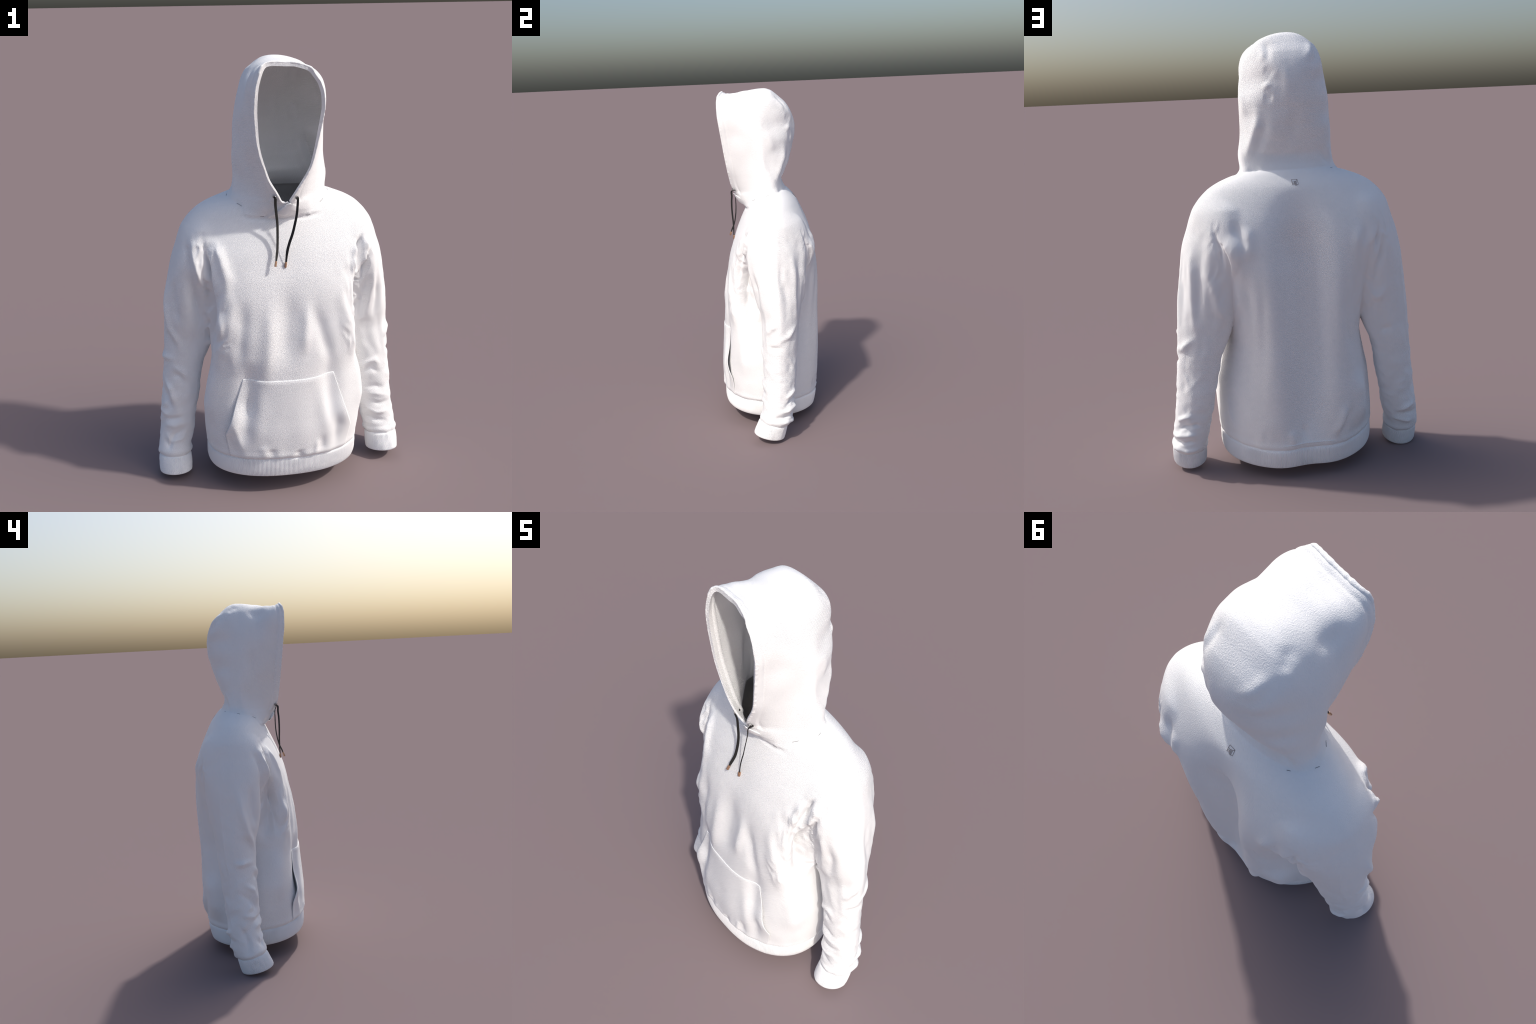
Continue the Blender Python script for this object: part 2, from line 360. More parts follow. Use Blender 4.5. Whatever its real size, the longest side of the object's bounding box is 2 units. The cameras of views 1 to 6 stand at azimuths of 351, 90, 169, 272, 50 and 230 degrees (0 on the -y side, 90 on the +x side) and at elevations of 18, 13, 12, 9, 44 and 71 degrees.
# back of the armpits
fold(.012, -.040, None, (.382, .215, 1.20), (.374, .240, 1.140), (.360, .255, 1.084), (.344, .255, .992), (.326, .252, .888), (.315, .24, .80))
fold(.018, .010, TORSO, (.332, .271, 1.12), (.329, .270, 1.017), (.306, .272, .915), (.295, .27, .82))
fold(.018, -.012, TORSO, (.290, .236, 1.225), (.276, .270, 1.162), (.262, .289, 1.112), (.268, .292, 1.050))
fold(.022, .010, TORSO, (.238, .25, 1.20), (.232, .285, 1.13), (.236, .30, 1.03))
fold(.012, -.036, None, (-.375, .23, 1.19), (-.368, .249, 1.125), (-.348, .259, 1.051), (-.316, .270, .947), (-.295, .27, .85))
fold(.020, .010, TORSO, (-.255, .27, 1.17), (-.244, .301, 1.061), (-.262, .302, .940))
fold(.020, -.009, TORSO, (-.300, .24, 1.17), (-.285, .285, 1.07), (-.290, .285, .96))
fold(.024, -.012, TORSO, (-.200, .310, .900), (-.206, .301, .728), (-.236, .251, .568))
# long back drapes
fold(.026, .002, TORSO, (.165, .29, 1.13), (.140, .303, .969), (.134, .306, .840), (.156, .294, .604), (.190, .284, .403), (.22, .27, .25))
fold(.026, .004, TORSO, (-.140, .28, 1.13), (-.161, .310, .968), (-.149, .311, .814), (-.166, .298, .651), (-.208, .275, .435))
fold(.022, -.007, TORSO, (.195, .30, 1.02), (.190, .30, .85), (.205, .29, .65), (.24, .27, .45))
fold(.020, .008, TORSO, (-.104, .276, .175), (-.148, .285, .254), (-.184, .284, .369))
fold(.020, -.008, TORSO, (-.150, .276, .175), (-.185, .285, .244), (-.224, .27, .339))
fold(.018, .008, TORSO, (.326, .136, .200), (.345, .103, .305), (.354, .086, .401))
fold(.016, -.007, TORSO, (.01, .25, .17), (.02, .255, .26))
fold(.016, .006, TORSO, (.07, .27, .165), (.085, .275, .25))
fold(.016, -.007, TORSO, (.21, .27, .18), (.20, .28, .25))
# upper sleeve drapes, outside and back
fold(.026, -.010, SLEEVE, (.415, .200, 1.130), (.448, .193, .973), (.461, .181, .838), (.449, .177, .715))
fold(.022, .010, SLEEVE, (.470, .133, 1.137), (.478, .165, .971), (.480, .160, .790), (.470, .160, .663))
fold(.020, .010, SLEEVE, (.413, .218, .998), (.385, .217, .918), (.369, .198, .819), (.335, .166, .732))
fold(.024, -.009, SLEEVE, (.503, .084, 1.084), (.524, .086, .938), (.518, .117, .798))
fold(.016, .009, SLEEVE, (.515, -.009, .630), (.536, .016, .680), (.547, .057, .702))
fold(.014, -.008, SLEEVE, (.520, -.010, .580), (.550, .004, .566), (.557, .081, .565))
fold(.016, .008, SLEEVE, (.555, .048, .605), (.536, .112, .628), (.478, .161, .688))
fold(.020, .010, SLEEVE, (-.514, .050, 1.048), (-.530, .021, .884), (-.520, -.006, .768), (-.485, -.027, .696), (-.46, -.035, .62))
fold(.020, -.009, SLEEVE, (-.49, -.02, 1.04), (-.495, -.035, .90), (-.47, -.04, .78))
fold(.018, -.014, None, (-.443, -.075, 1.114), (-.415, -.085, .941), (-.37, -.078, .823))
fold(.014, -.014, None, (-.396, .225, 1.113), (-.356, .233, .953), (-.335, .216, .820))
fold(.016, .008, SLEEVE, (-.553, .087, .620), (-.551, .035, .611), (-.495, -.023, .620))
fold(.014, .009, SLEEVE, (-.557, .033, .508), (-.532, -.020, .460), (-.515, -.038, .374))
fold(.014, -.008, SLEEVE, (-.565, .063, .46), (-.555, .01, .42), (-.53, -.03, .35))
fold(.013, .008, SLEEVE, (-.582, .049, .338), (-.542, -.030, .318))
fold(.014, -.008, SLEEVE, (-.583, .068, .297), (-.595, .020, .200), (-.604, .012, .123))
fold(.018, .008, SLEEVE, (-.30, .265, .845), (-.361, .194, .804), (-.408, .203, .869))
fold(.018, -.008, SLEEVE, (-.377, .163, .637), (-.440, .174, .655))
# bunching above the cuffs
fold(.011, .010, SLEEVE, (.584, .075, .270), (.540, .125, .300), (.50, .135, .315))
fold(.010, -.010, SLEEVE, (.590, .060, .222), (.556, .111, .250), (.50, .130, .262), (.44, .09, .245))
fold(.011, .012, SLEEVE, (.600, .020, .200), (.580, .090, .200), (.530, .122, .215), (.45, .09, .205))
fold(.009, -.011, SLEEVE, (.604, .000, .170), (.585, .085, .165), (.530, .118, .175), (.45, .08, .185))
fold(.010, .011, SLEEVE, (.604, -.02, .145), (.590, .075, .135), (.530, .112, .130), (.45, .07, .150))
fold(.011, .009, SLEEVE, (-.445, .034, .180), (-.477, .101, .165), (-.528, .111, .150), (-.59, .06, .15))
fold(.011, -.009, SLEEVE, (-.445, .050, .215), (-.492, .111, .195), (-.542, .120, .188), (-.59, .06, .195))
fold(.012, .009, SLEEVE, (-.465, .105, .200), (-.515, .126, .225), (-.570, .107, .245))
# hood: panel corners, dents and the creases running down to the neck
fold(.016, -.007, HOOD, (.088, .080, 1.965), (.090, .130, 1.924), (.094, .163, 1.865))
fold(.018, .007, HOOD, (.112, .085, 1.955), (.114, .125, 1.915), (.116, .152, 1.865))
fold(.024, -.007, HOOD, (.125, .155, 1.845), (.099, .171, 1.830), (.076, .180, 1.808))
fold(.020, .008, HOOD, (.115, .160, 1.790), (.100, .168, 1.755))
fold(.024, -.007, HOOD, (.125, .155, 1.722), (.077, .181, 1.720))
fold(.024, .012, HOOD, (.135, .140, 1.72), (.145, .132, 1.68), (.150, .130, 1.605), (.180, .090, 1.500), (.207, .052, 1.441))
fold(.024, -.014, HOOD, (.108, .155, 1.654), (.122, .142, 1.586), (.150, .108, 1.503), (.180, .085, 1.445))
fold(.018, .007, HOOD, (-.108, .085, 1.958), (-.095, .141, 1.911), (-.056, .176, 1.857))
fold(.020, -.006, HOOD, (-.125, .095, 1.93), (-.115, .141, 1.88), (-.09, .17, 1.83))
fold(.016, -.009, HOOD, (-.118, .115, 1.508), (-.158, .095, 1.446), (-.195, .085, 1.405))
fold(.018, .008, HOOD, (-.150, .105, 1.53), (-.185, .085, 1.46), (-.21, .07, 1.42))
fold(.018, -.010, HOOD, (.205, .08, 1.412), (.17, .105, 1.408), (.13, .115, 1.412))
fold(.024, .008, HOOD, (-.193, .000, 1.760), (-.188, -.025, 1.632), (-.170, -.030, 1.539), (-.140, -.040, 1.428))
fold(.026, -.007, HOOD, (-.185, -.048, 1.750), (-.172, -.063, 1.609), (-.135, -.078, 1.499))
fold(.030, -.010, HOOD, (-.114, -.033, 1.960), (-.138, -.099, 1.924), (-.117, -.153, 1.951))
fold(.022, -.008, HOOD, (-.135, .071, 1.945), (-.115, .050, 1.965), (-.085, .007, 1.981))
fold(.022, .007, HOOD, (.03, .17, 1.86), (.02, .195, 1.78), (.03, .19, 1.68))
fold(.026, -.008, HOOD, (-.02, .19, 1.70), (-.01, .165, 1.60), (.01, .13, 1.52))
fold(.024, .006, HOOD, (.205, -.02, 1.75), (.195, .05, 1.72), (.19, .07, 1.62))

# broad corrections: armholes sunk between sleeve and chest, uneven back flanks, inner elbow pouches
for sx in (1, -1):
    fold(.042, -.058, TORSO, (sx*.368, -.12, 1.06), (sx*.354, -.13, .92), (sx*.345, -.11, .78), (sx*.34, -.08, .66))
    fold(.030, -.032, SLEEVE, (sx*.402, -.08, 1.02), (sx*.388, -.06, .88), (sx*.38, -.035, .76))
    fold(.024, .022, SLEEVE, (sx*.335, .00, .72), (sx*.335, .02, .66))
    fold(.045, -.017, TORSO, (sx*.185, -.26, .70), (sx*.195, -.26, .52), (sx*.215, -.27, .34))
    fold(.028, -.024, TORSO, (sx*.262, .28, 1.02), (sx*.262, .27, .80), (sx*.272, .25, .60), (sx*.285, .23, .35))
    fold(.050, .012, TORSO, (sx*.335, -.15, .66), (sx*.350, -.15, .50), (sx*.36, -.14, .30))
fold(.040, .022, TORSO, (.295, .26, 1.17), (.300, .275, 1.08), (.305, .27, .93))
fold(.065, .024, TORSO, (-.25, .24, .50), (-.26, .22, .35), (-.26, .21, .18))
fold(.050, -.028, TORSO, (-.065, .24, 1.14), (-.065, .24, .70), (-.065, .24, .25))

def apply_folds(V, N, part):
    D = np.zeros(len(V))
    for pts, width, height, where in FOLDS:
        P = np.array(pts, float)
        lo = P.min(0) - 3*width; hi = P.max(0) + 3*width
        near = np.all((V > lo) & (V < hi), axis=1)
        if where is not None: near &= (part == where)
        ids = np.nonzero(near)[0]
        if not len(ids): continue
        best = np.full(len(ids), 1e9); par = np.zeros(len(ids))
        seg = np.linalg.norm(np.diff(P, axis=0), axis=1); cum = np.r_[0, np.cumsum(seg)]
        for a, b, l, c in zip(P[:-1], P[1:], seg, cum):
            t = np.clip(((V[ids] - a) @ (b - a)) / l**2, 0, 1)
            d = np.linalg.norm(V[ids] - (a + t[:, None]*(b - a)), axis=1)
            upd = d < best; best[upd] = d[upd]; par[upd] = (c + t*l)[upd] / cum[-1]
        fade = smoothstep(0, .38, np.minimum(par, 1 - par))
        D[ids] += height * (0.06 + .94*fade) * np.exp(-(best / width)**2)
    return V + N * D[:, None]

def noise_at(P):
    return np.array([mnoise.noise(Vector(p)) for p in P])

def apply_crumple(V, N, part):
    """Irregular small drape: upright creases on the upper sleeve, cross wrinkles on the forearm,
    gathers over the hem, faint lumps on the hood and the torso."""
    D = np.zeros(len(V)); z = V[:, 2]
    s = np.nonzero(part == SLEEVE)[0]
    P = V[s]
    axis_x = np.where(P[:, 0] > 0, 1, -1) * (sleeve_inner(P[:, 2]) + sleeve_outer(P[:, 2])) / 2
    axis_y = (sleeve_front(P[:, 2]) + sleeve_back(P[:, 2])) / 2
    th = np.arctan2(P[:, 1] - axis_y, P[:, 0] - axis_x)
    warp = noise_at(P * 7) * .05
    low = noise_at(np.stack([np.cos(th)*.9, np.sin(th)*.9 + P[:, 0]*9, (P[:, 2] + warp + .035*np.sin(th + P[:, 0]*3))*17], 1))
    up = noise_at(np.stack([np.cos(th)*2.6 + warp*8, np.sin(th)*2.6 + P[:, 0]*5, P[:, 2]*4.5], 1))
    fine = noise_at(P * np.array([34, 34, 24]))
    ridged = (1 - 2.4*np.abs(low))
    fore = smoothstep(.62, .42, P[:, 2])
    D[s] += fore * (.0022 * ridged + .0046 * noise_at(np.stack([P[:, 0]*16 + warp*30, P[:, 1]*16, P[:, 2]*20 + P[:, 1]*14], 1))) + (1 - fore) * smoothstep(1.28, 1.05, P[:, 2]) * .0062 * up + .0016 * fine * smoothstep(1.25, 1.0, P[:, 2])
    t = np.nonzero(part == TORSO)[0]
    P = V[t]
    g = noise_at(np.stack([P[:, 0]*20, P[:, 1]*20, P[:, 2]*5], 1))
    soft = noise_at(np.stack([P[:, 0]*9, P[:, 1]*9, P[:, 2]*3.2], 1))
    D[t] += .0032 * g * smoothstep(.30, .18, P[:, 2]) + .0055 * soft * smoothstep(1.25, 1.0, P[:, 2])
    flank = smoothstep(.20, .30, np.abs(P[:, 0])) * smoothstep(.60, .75, P[:, 2]) * smoothstep(1.2, 1.05, P[:, 2])
    D[t] += .006 * flank * noise_at(P * np.array([24, 24, 16]))
    ap = np.nonzero((part != HOOD) & (z > .66) & (z < 1.24) & (np.abs(V[:, 0]) > .24) & (np.abs(V[:, 0]) < .50))[0]
    P = V[ap]; w = noise_at(P * 9) * .03
    cr = noise_at(np.stack([P[:, 0]*30 + w*25, P[:, 1]*22, P[:, 2]*15 + np.abs(P[:, 0])*22 + w*30], 1))
    seam = np.exp(-((np.abs(P[:, 0]) - (.345 + .10*np.clip(P[:, 2] - .9, -.3, .3)*.8)) / .055)**2)
    D[ap] += (.0062 - .0036*smoothstep(.02, .14, P[:, 1])) * (1 - 3.0*np.abs(cr)) * seam * smoothstep(.66, .76, P[:, 2]) * smoothstep(1.24, 1.15, P[:, 2])
    h = np.nonzero(part == HOOD)[0]
    P = V[h]
    D[h] += .0060 * noise_at(P * np.array([10, 10, 8])) * smoothstep(1.40, 1.5, P[:, 2])
    return V + N * D[:, None]

def apply_seams(V, N):
    """Raised casing round the hood opening, neck seam, overlapping throat."""
    D = np.zeros(len(V)); x, y, z = V.T
    edge = y - opening_depth(z)
    front = (z > 1.385) & (y < -.08)
    D += np.where(front, .0030 * smoothstep(.036, .028, edge) - .0030 * np.exp(-((edge - .036) / .006)**2), 0)
    side = (x - 0.0) * .66 + (z - 1.374) * -.75          # right of the line running down from the V
    throat = smoothstep(-.07, -.10, y) * smoothstep(1.295, 1.31, z) * smoothstep(1.40, 1.375, z) * smoothstep(.13, .09, np.abs(x - .02))
    D += throat * .007 * (smoothstep(-.004, .004, side) - .5)
    low = z < .30
    above = np.where(np.abs(x) > .397, z - cuff_seam(y, x), z - hem_seam(y))
    D += np.where(low, -.010 * np.exp(-(np.clip(above, 0, None) / .009)**2) + .004 * np.exp(-((above - .026) / .014)**2), 0)
    neck = z - neck_seam(y)
    D += np.where((np.abs(x) < .30) & (z > 1.29), -.0035 * np.exp(-(neck / .007)**2), 0)
    return V + N * D[:, None]

part = regions(V)
N = vertex_normals(V, Q)
V = apply_folds(V, N, part)
V = apply_crumple(V, N, part)
N = vertex_normals(V, Q)
V = apply_seams(V, N)
V = neighbour_average(V, Q, 1)
N = vertex_normals(V, Q)

# ----------------------------------------------------------------- cut the openings
def clip(V, Q, g):
    """Keep the side where g > 0, splitting faces along g = 0."""
    keep = g > 0
    n = keep[Q].sum(1)
    full = Q[n == 4]; cut = Q[(n > 0) & (n < 4)]
    verts = list(map(tuple, V)); made = {}; polys = []
    for q in cut:
        out = []
        for k in range(4):
            a, b = int(q[k]), int(q[(k+1) % 4])
            if keep[a]: out.append(a)
            if keep[a] != keep[b]:
                key = (min(a, b), max(a, b))
                if key not in made:
                    t = g[a] / (g[a] - g[b]); t = min(max(t, .02), .98)
                    made[key] = len(verts); verts.append(tuple(V[a] + t*(V[b] - V[a])))
                out.append(made[key])
        polys.append(out)
    return np.array(verts), [tuple(f) for f in full.tolist()] + [tuple(p) for p in polys]

x, y, z = V.T
g_open = np.where((z > 1.376) & (y < -.1), y - opening_depth(z), 1.0)
near_v = (z > 1.36) & (z <= 1.376) & (y < -.1)
g_open = np.where(near_v, y - opening_depth(z) + (1.376 - z), g_open)
low = z < .3
g_low = np.where(np.abs(x) > .397, z - (cuff_seam(y, x) - .004), z - (hem_seam(y) - .004))
g = np.minimum(g_open, np.where(low, g_low, 1.0))
V, F = clip(V, Q, g)

used = np.unique(np.concatenate([np.array(f) for f in F]))
remap = np.full(len(V), -1); remap[used] = np.arange(len(used))
V = V[used]; F = [tuple(int(remap[i]) for i in f) for f in F]

# ----------------------------------------------------------------- skin object with thickness, split into parts
root = bpy.data.objects.new('hoodie', None)
bpy.context.scene.collection.objects.link(root)
root["label"] = "white cotton pullover hoodie with black drawstrings and pouch pocket"
root["category"] = "hoodie"

tmp = bpy.data.meshes.new('skin'); tmp.from_pydata(V.tolist(), [], F); tmp.update()
VN = np.zeros(len(V)*3); tmp.vertices.foreach_get('normal', VN); VN = VN.reshape(-1, 3)
skin_bvh = BVHTree.FromPolygons(V.tolist(), F)
bpy.data.meshes.remove(tmp)
THICK = 0.006
nv = len(V)
facing = np.where(V[:, 2] > 1.385, smoothstep(.050, .040, V[:, 1] - opening_depth(V[:, 2])) + 2.0*smoothstep(.04, .005, V[:, 1] - opening_depth(V[:, 2]))*smoothstep(1.5, 1.8, V[:, 2]), 0)   # folded facing inside the hood
V2 = np.concatenate([V, V - VN*(THICK + .003*facing)[:, None]]); VN2 = np.concatenate([VN, -VN])
edge_count = {}
for f in F:
    for a, b in zip(f, f[1:] + f[:1]):
        edge_count[(a, b)] = 1
boundary = [(a, b) for (a, b) in edge_count if (b, a) not in edge_count]
# rim strip with vertices (and normals) of its own, so that the cut edges shade cleanly
rim_ids = sorted({i for e in boundary for i in e})
rim_at = {v: k for k, v in enumerate(rim_ids)}; nr = len(rim_ids)
rim_n = np.zeros((nr, 3))
for a, b in boundary:
    fn = np.cross(V2[a] - V2[b], V2[a + nv] - V2[a]); fn /= max(np.linalg.norm(fn), 1e-9)
    rim_n[rim_at[a]] += fn; rim_n[rim_at[b]] += fn
rim_n /= np.maximum(np.linalg.norm(rim_n, axis=1), 1e-9)[:, None]
base = len(V2)
V2 = np.concatenate([V2, V2[rim_ids], V2[np.array(rim_ids) + nv]]); VN2 = np.concatenate([VN2, rim_n, rim_n])
F2 = F + [tuple(i + nv for i in f[::-1]) for f in F]
F2 += [(base + rim_at[b], base + rim_at[a], base + nr + rim_at[a], base + nr + rim_at[b]) for a, b in boundary]
part2 = regions(V)
part2 = np.concatenate([part2, part2, part2[rim_ids], part2[rim_ids]])
def part_of(f):
    k = [int(part2[i]) for i in f]
    return k[0] if min(k) == max(k) else int(np.bincount(k).argmax())

groups = {'torso': [], 'sleeve': [], 'sleeve.001': [], 'hood': []}
for f in F2:
    p = part_of(f)
    if p == 0: groups['torso'].append(f)
    elif p == 2: groups['hood'].append(f)
    else: groups['sleeve' if V2[f[0]][0] > 0 else 'sleeve.001'].append(f)
parts = {}
for name, fs in groups.items():
    ids = np.unique(np.concatenate([np.array(f) for f in fs]))
    mp = np.full(len(V2), -1); mp[ids] = np.arange(len(ids))
    ob = new_object(name, V2[ids], [[int(mp[i]) for i in f] for f in fs], root, MAT_CLOTH)
    ob.data.normals_split_custom_set_from_vertices(VN2[ids].tolist())
    parts[name] = ob

# ordered loop along the hood opening
nxt = {a: b for a, b in boundary if V[a][2] > 1.3 and V[b][2] > 1.3}
start = min(nxt, key=lambda i: V[i][2])
loop = [start]
while True:
    n = nxt.get(loop[-1])
    if n is None or n == start or len(loop) > 5000: break
    loop.append(n)
LOOP = V[loop]; LOOP_N = VN[loop]

def resample_closed(P, n):
    P = np.vstack([P, P[:1]])
    d = np.r_[0, np.cumsum(np.linalg.norm(np.diff(P, axis=0), axis=1))]
    t = np.linspace(0, d[-1], n, endpoint=False)
    return np.stack([np.interp(t, d, P[:, c]) for c in range(3)], 1)

def smooth_closed(P, it):
    for _ in range(it):
        P = .5*P + .25*(np.roll(P, 1, 0) + np.roll(P, -1, 0))
    return P

# ----------------------------------------------------------------- hood edge: rolled, puckered casing
path = LOOP.copy(); path_n = LOOP_N.copy()
if path[len(path)//8][0] > 0:                        # run from the V up the far side and back down the near one
    path = np.roll(path[::-1], 1, 0); path_n = np.roll(path_n[::-1], 1, 0)
overlap = [(-.010, -.166, 1.366), (-.020, -.160, 1.356), (-.030, -.153, 1.346), (-.036, -.147, 1.339)]
tail = []; tail_n = []
for q in overlap:
    hit = skin_bvh.find_nearest(Vector(q)); tail.append(hit[0] + hit[1]*.004); tail_n.append(hit[1])
first = next(i for i in range(len(path)) if path[i][2] > 1.384)
path = path[first:]; path_n = path_n[first:]
path = np.vstack([path, [LOOP[0] + np.array((.002, -.003, 0))], np.array(tail)]); path_n = np.vstack([path_n, [LOOP_N[0]], np.array(tail_n)])

def resample(P, n, ref=None):
    ref = P if ref is None else ref
    d = np.r_[0, np.cumsum(np.linalg.norm(np.diff(ref, axis=0), axis=1))]
    t = np.linspace(0, d[-1], n)
    return np.stack([np.interp(t, d, P[:, c]) for c in range(3)], 1)

def smooth_open(P, it):
    P = P.copy()
    for _ in range(it):
        P[1:-1] = .5*P[1:-1] + .25*(P[:-2] + P[2:])
    return P

n_edge = 560
EN = smooth_open(resample(path_n, n_edge, path), 12); EN /= np.linalg.norm(EN, axis=1)[:, None]
E0 = smooth_open(resample(path, n_edge), 5)
tan = np.gradient(E0, axis=0); tan /= np.linalg.norm(tan, axis=1)[:, None]
away = np.cross(tan, EN)                    # along the cloth, away from the opening
away *= np.sign(np.sum(away[n_edge//4] * np.array([-1, 1, 0])))
verts = []; K = 14
for i in range(n_edge):
    pk = mnoise.noise(Vector(E0[i]) * 75)*.0020
    top = float(smoothstep(1.93, 1.965, E0[i][2])); end = min(1, i/6, (n_edge - 1 - i)/6)*.9 + .1
    for k in range(K):
        a = 2*math.pi*k/K
        verts.append(E0[i] + away[i]*(.0065 + (.0072 + pk)*end*math.cos(a)) + EN[i]*(-.002 + .002*top + (.0032 + pk + .002*top)*end*math.sin(a)))
faces = [(i*K + k, (i+1)*K + k, (i+1)*K + (k+1) % K, i*K + (k+1) % K) for i in range(n_edge-1) for k in range(K)]
faces += [tuple(range(K)), tuple((n_edge-1)*K + k for k in range(K))[::-1]]
hood_edge = new_object('hood_edge_casing', verts, faces, root, MAT_CLOTH)

# ----------------------------------------------------------------- ribbed bands
def ribbed_band(name, ribs, section, levels, material, depth=0.0026):
    """section(t, angle) -> outer point and outward vector; t runs seam 0 to bottom 1, then up the inside."""
    n = ribs * 6; verts = []
    for t, inset in levels:
        for i in range(n):
            a = 2*math.pi*i/n
            p, o = section(t, a)
            rib = depth*math.cos(ribs*a) * (1 if inset < .004 else 0) * (.55 + .9*abs(mnoise.noise(Vector((a*3, t*2, ribs)))))
            verts.append((p[0] + o[0]*(rib - inset), p[1] + o[1]*(rib - inset), p[2]))
    m = len(levels)
    faces = [(j*n + i, (j+1)*n + i, (j+1)*n + (i+1) % n, j*n + (i+1) % n) for j in range(m-1) for i in range(n)]
    return new_object(name, verts, faces, root, material)

BAND_LEVELS = [(-.14, .014), (-.06, .006), (-.02, .0025), (0.0, .0005), (.06, -.0010), (.25, -.0014), (.45, -.0014), (.65, -.001), (.8, .0), (.92, .0008),
               (.97, .0022), (.995, .005), (1.0, .008), (.985, .011), (.9, .013), (.6, .013), (.2, .013), (-.12, .013)]

def hem_section(t, a):
    zc = .158 - .086*t
    hw = float(torso_half_width(zc)) - .001; ca = float(torso_axis(zc)); c, s = math.cos(a), math.sin(a)
    back = s > 0
    d = float(torso_back(zc)) - ca if back else ca - float(torso_front(zc))
    p = float(torso_back_power(zc) if back else torso_front_power(zc))
    r = (abs(c)**p + abs(s)**p)**(-1/p)
    x = hw*c*r; y = ca + d*s*r
    o = Vector((c/hw, s/d, 0)).normalized()
    y -= float(spine_channel(zc))*math.exp(-(x/.096)**2)*float(smoothstep(.05, .16, y))
    return (x, y, zc - .075*y), o

ribbed_band('hem_band', 380, hem_section, BAND_LEVELS, MAT_RIB)

def cuff_section_for(side, drop):
    def cuff_section(t, a):
        c, s = math.cos(a), math.sin(a)
        rx = .0765 + .002*t; ry = .079 + .008*t
        y = .004 - .027*t + ry*s; x = side*(.527 + rx*c)
        return (x, y, .104 - .083*t - .22*y - drop), Vector((side*c, s, 0))
    return cuff_section
cuff_a = ribbed_band('cuff', 96, cuff_section_for(1, -.008), BAND_LEVELS, MAT_RIB)
cuff_b = ribbed_band('cuff.001', 96, cuff_section_for(-1, .008), BAND_LEVELS, MAT_RIB)
for p in cuff_b.data.polygons: p.flip()

# ----------------------------------------------------------------- pouch pocket
def front_y(x, z):
    hit = skin_bvh.ray_cast(Vector((x, -1, z)), Vector((0, 1, 0)))
    return hit[0]

def pocket_half_width(z):
    return float(np.interp(z, [.15, .173, .31, .583, .6], [.273, .276, .300, .213, .208]))
nu, nv_ = 110, 80
pv = []
for j in range(nv_ + 1):
    v = j / nv_
    for i in range(nu + 1):
        u = i / nu * 2 - 1
        zt = .584 + .004*u*u
        zb = .166
        zz = zb + (zt - zb)*v
        xx = u*pocket_half_width(zz)
        zz2 = max(zz, hem_seam(-.28) - .012 + .02*u*u)
        p = front_y(xx, zz2)
        gap = .0042
        gap += .024*float(smoothstep(.66, 1.0, abs(u)))*math.exp(-((zz - .375)/.085)**2)
        gap *= min(1, v*6 + .2) * (1 - .65*float(smoothstep(.965, 1.0, v)))
        pv.append((p[0], p[1] - gap, p[2]))
pf = [(j*(nu+1)+i, j*(nu+1)+i+1, (j+1)*(nu+1)+i+1, (j+1)*(nu+1)+i) for j in range(nv_) for i in range(nu)]
pocket = new_object('pouch_pocket', pv, pf, root, MAT_CLOTH)
sol = pocket.modifiers.new('thickness', 'SOLIDIFY'); sol.thickness = .003; sol.offset = -1

# ----------------------------------------------------------------- drawstrings, tips, eyelets
def catmull(pts, n):
    P = np.array(pts, float); P = np.vstack([2*P[0]-P[1], P, 2*P[-1]-P[-2]])
    out = []
    for t in np.linspace(0, len(pts)-1-1e-9, n):
        i = int(t); s = t - i; a, b, c, d = P[i:i+4]
        out.append(.5*((2*b) + (c-a)*s + (2*a-5*b+4*c-d)*s*s + (3*b-a-3*c+d)*s**3))
    return np.array(out)

def strap(name, pts, width, thick, twist):
    C = catmull(pts, 60); T = np.gradient(C, axis=0); T /= np.linalg.norm(T, axis=1)[:, None]
    verts = []; K = 10
    for i, (c, t) in enumerate(zip(C, T)):
        s = i/59
        ang = twist(s); side = Vector((math.cos(ang), math.sin(ang), 0))
        t = Vector(t); side = (side - t*side.dot(t)).normalized(); up = t.cross(side)
        w = width*(1 - .35*smoothstep(.85, 1, s))
        for k in range(K):
            a = 2*math.pi*k/K
            ca, sa = math.cos(a), math.sin(a)
            e = math.copysign(abs(ca)**.6, ca)*w/2; h = math.copysign(abs(sa)**.6, sa)*thick/2
            verts.append(Vector(c) + side*e + up*h)
    faces = [(i*K+k, i*K+(k+1) % K, (i+1)*K+(k+1) % K, (i+1)*K+k) for i in range(59) for k in range(K)]
    faces += [tuple(range(K))[::-1], tuple(59*K+k for k in range(K))]
    return new_object(name, verts, faces, root, MAT_CORD), C[-1], T[-1]

def tip(name, end, direction, parent, radius=.0064, length=.024):
    d = Vector(direction).normalized(); a = d.orthogonal().normalized(); b = d.cross(a)
    prof = [(0, .6), (0, .92), (.06, 1), (.94, 1), (1, .92), (1, .3)]
    verts = []; K = 16
    for l, r in prof:
        for k in range(K):
            an = 2*math.pi*k/K
            verts.append(Vector(end) + d*(l*length) + (a*math.cos(an) + b*math.sin(an)*.7)*(r*radius))
    faces = [(j*K+k, j*K+(k+1) % K, (j+1)*K+(k+1) % K, (j+1)*K+k) for j in range(len(prof)-1) for k in range(K)]
    faces += [tuple(range(K))[::-1], tuple((len(prof)-1)*K+k for k in range(K))]
    return new_object(name, verts, faces, parent, MAT_COPPER)

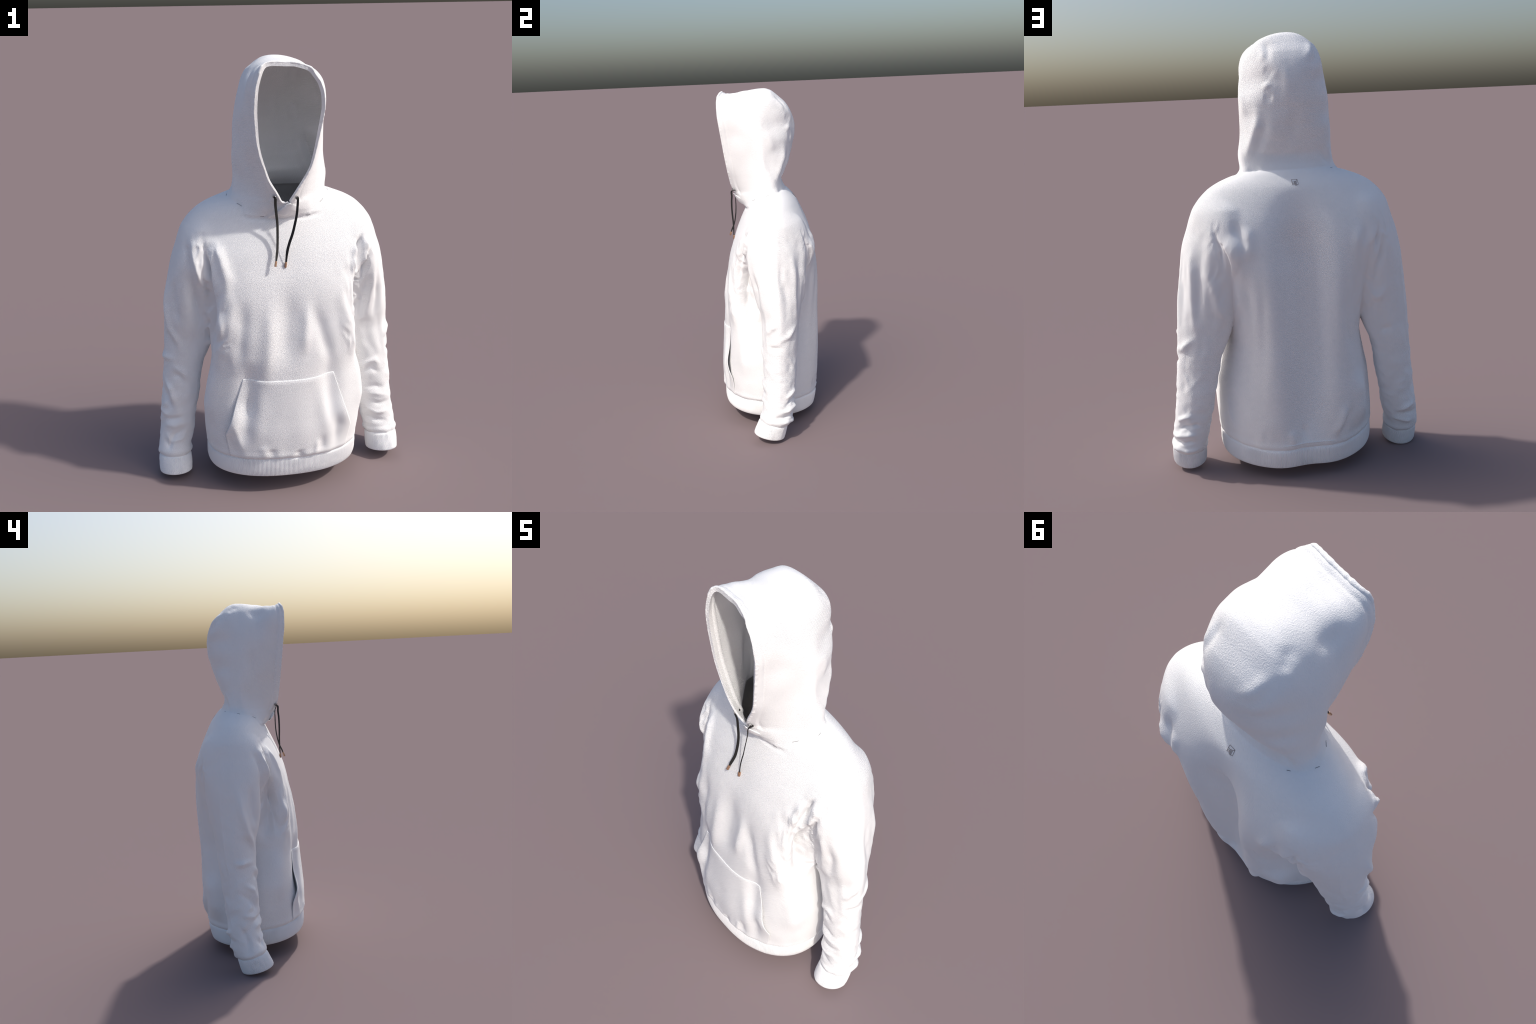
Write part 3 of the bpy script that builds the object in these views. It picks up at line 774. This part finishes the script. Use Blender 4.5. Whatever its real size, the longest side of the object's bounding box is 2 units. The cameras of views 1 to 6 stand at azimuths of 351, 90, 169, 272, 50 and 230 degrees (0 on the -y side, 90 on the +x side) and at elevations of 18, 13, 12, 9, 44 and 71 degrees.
def eyelet(name, centre, normal, R=.0085, r=.0022):
    n = Vector(normal).normalized(); a = n.orthogonal().normalized(); b = n.cross(a)
    verts = []; A, B = 28, 10
    for i in range(A):
        t = 2*math.pi*i/A; rad = a*math.cos(t) + b*math.sin(t)
        for j in range(B):
            s = 2*math.pi*j/B
            verts.append(Vector(centre) + rad*(R + r*math.cos(s)) + n*(r*math.sin(s)))
    faces = [(i*B+j, ((i+1) % A)*B+j, ((i+1) % A)*B+(j+1) % B, i*B+(j+1) % B) for i in range(A) for j in range(B)]
    return new_object(name, verts, faces, root, MAT_STEEL)

STRINGS = [
    [(-.048, -.160, 1.421), (-.047, -.184, 1.414), (-.045, -.175, 1.379), (-.041, -.174, 1.338), (-.037, -.174, 1.293), (-.037, -.178, 1.245),
     (-.040, -.189, 1.19), (-.047, -.205, 1.152), (-.051, -.212, 1.133)],
    [(.053, -.168, 1.408), (.051, -.191, 1.401), (.049, -.192, 1.370), (.045, -.195, 1.336), (.036, -.196, 1.292), (.026, -.195, 1.25),
     (.013, -.193, 1.21), (.003, -.193, 1.17), (-.003, -.194, 1.120)]]
TWIST = [lambda s: .05 + .6*s, lambda s: -1.0 + .5*s]
for i, pts in enumerate(STRINGS):
    sfx = '' if i == 0 else '.001'
    cord, e, d = strap('drawstring' + sfx, pts, .0128, .0038, TWIST[i])
    tip('drawstring_tip' + sfx, e - d*.002, d, cord)
    hit = skin_bvh.find_nearest(Vector(((-.048, -.180, 1.419), (.053, -.188, 1.406))[i]))
    eyelet('eyelet' + sfx, hit[0] + hit[1]*.0065, hit[1])

# ----------------------------------------------------------------- overlapping flap below the V
def on_skin(p, lift):
    hit = skin_bvh.find_nearest(Vector(p))
    return hit[0] + hit[1]*lift

flap_edge = catmull([(.010, -.178, 1.390), (.004, -.175, 1.382), (-.002, -.172, 1.374), (-.020, -.160, 1.356), (-.037, -.146, 1.338)], 24)
fv = []; M = 14
for i, p in enumerate(flap_edge):
    for j in range(M + 1):
        t = j / M
        q = p + np.array([.066, .030, -.036 + .022*(i/23)])*t
        lift = .0065*(1 - smoothstep(.35, 1.0, t)) - .003*float(smoothstep(.85, 1, t))
        fv.append(on_skin(q, float(lift)))
ff = [(i*(M+1)+j, (i+1)*(M+1)+j, (i+1)*(M+1)+j+1, i*(M+1)+j+1) for i in range(23) for j in range(M)]
flap = new_object('throat_flap', fv, ff, root, MAT_CLOTH)
sol = flap.modifiers.new('thickness', 'SOLIDIFY'); sol.thickness = .005; sol.offset = 0

# ----------------------------------------------------------------- line emblem printed below the back neck, and short dark dashes along the neck seam
def surface_lines(name, lines, radius, material, parent):
    verts = []; faces = []
    for pts in lines:
        n = 10; C = []
        P = np.array(pts, float)
        d = np.r_[0, np.cumsum(np.linalg.norm(np.diff(P, axis=0), axis=1))]
        tt = np.unique(np.r_[np.linspace(0, d[-1], n), d])
        C = [on_skin([np.interp(t, d, P[:, c]) for c in range(3)], radius*.35) for t in tt]
        base = len(verts); K = 6
        for i, c in enumerate(C):
            t = (C[min(i+1, len(C)-1)] - C[max(i-1, 0)]).normalized()
            a = t.orthogonal().normalized(); b = t.cross(a)
            verts += [c + (a*math.cos(2*math.pi*k/K) + b*math.sin(2*math.pi*k/K))*radius for k in range(K)]
        for i in range(len(C) - 1):
            faces += [(base+i*K+k, base+i*K+(k+1) % K, base+(i+1)*K+(k+1) % K, base+(i+1)*K+k) for k in range(K)]
    return new_object(name, verts, faces, parent, material)

def emblem_point(u, v): return (.016 - .0265*u, .176 + .017*(1 - v), 1.3435 + .0235*v)
EMBLEM = [[(.05, .0), (0, 1), (.95, 1), (1.05, .1), (.85, .1)], [(.06, .55), (.38, .55), (.5, .66), (.74, .68), (.95, 1)],
          [(.08, .32), (.37, .32)], [(.06, .1), (.38, .1)], [(.38, .55), (.38, .1)], [(.5, .6), (.5, -.08)], [(.62, .62), (.62, -.08)],
          [(.74, .66), (.74, -.05), (.9, .1)]]
surface_lines('neck_emblem', [[emblem_point(*p) for p in l] for l in EMBLEM], .0008, MAT_PRINT, root)
MAT_DARK_DASH = plain('dark_grey_dash', (.17, .17, .18), rough=.8)
SEAM_DASHES = [[(sx*(.193 - .014), -.066, 1.356), (sx*(.193 + .006), -.052, 1.369)] for sx in (1, -1)]
SEAM_DASHES += [[(sx*.236, .018, 1.386), (sx*.232, .034, 1.391)] for sx in (1, -1)]
SEAM_DASHES += [[(-.100, -.093, 1.320), (-.085, -.095, 1.315)], [(.105, -.093, 1.312), (.122, -.090, 1.316)], [(-.19, .10, 1.402), (-.18, .108, 1.404)]]
surface_lines('neck_seam_dash', SEAM_DASHES, .0009, MAT_DARK_DASH, root)
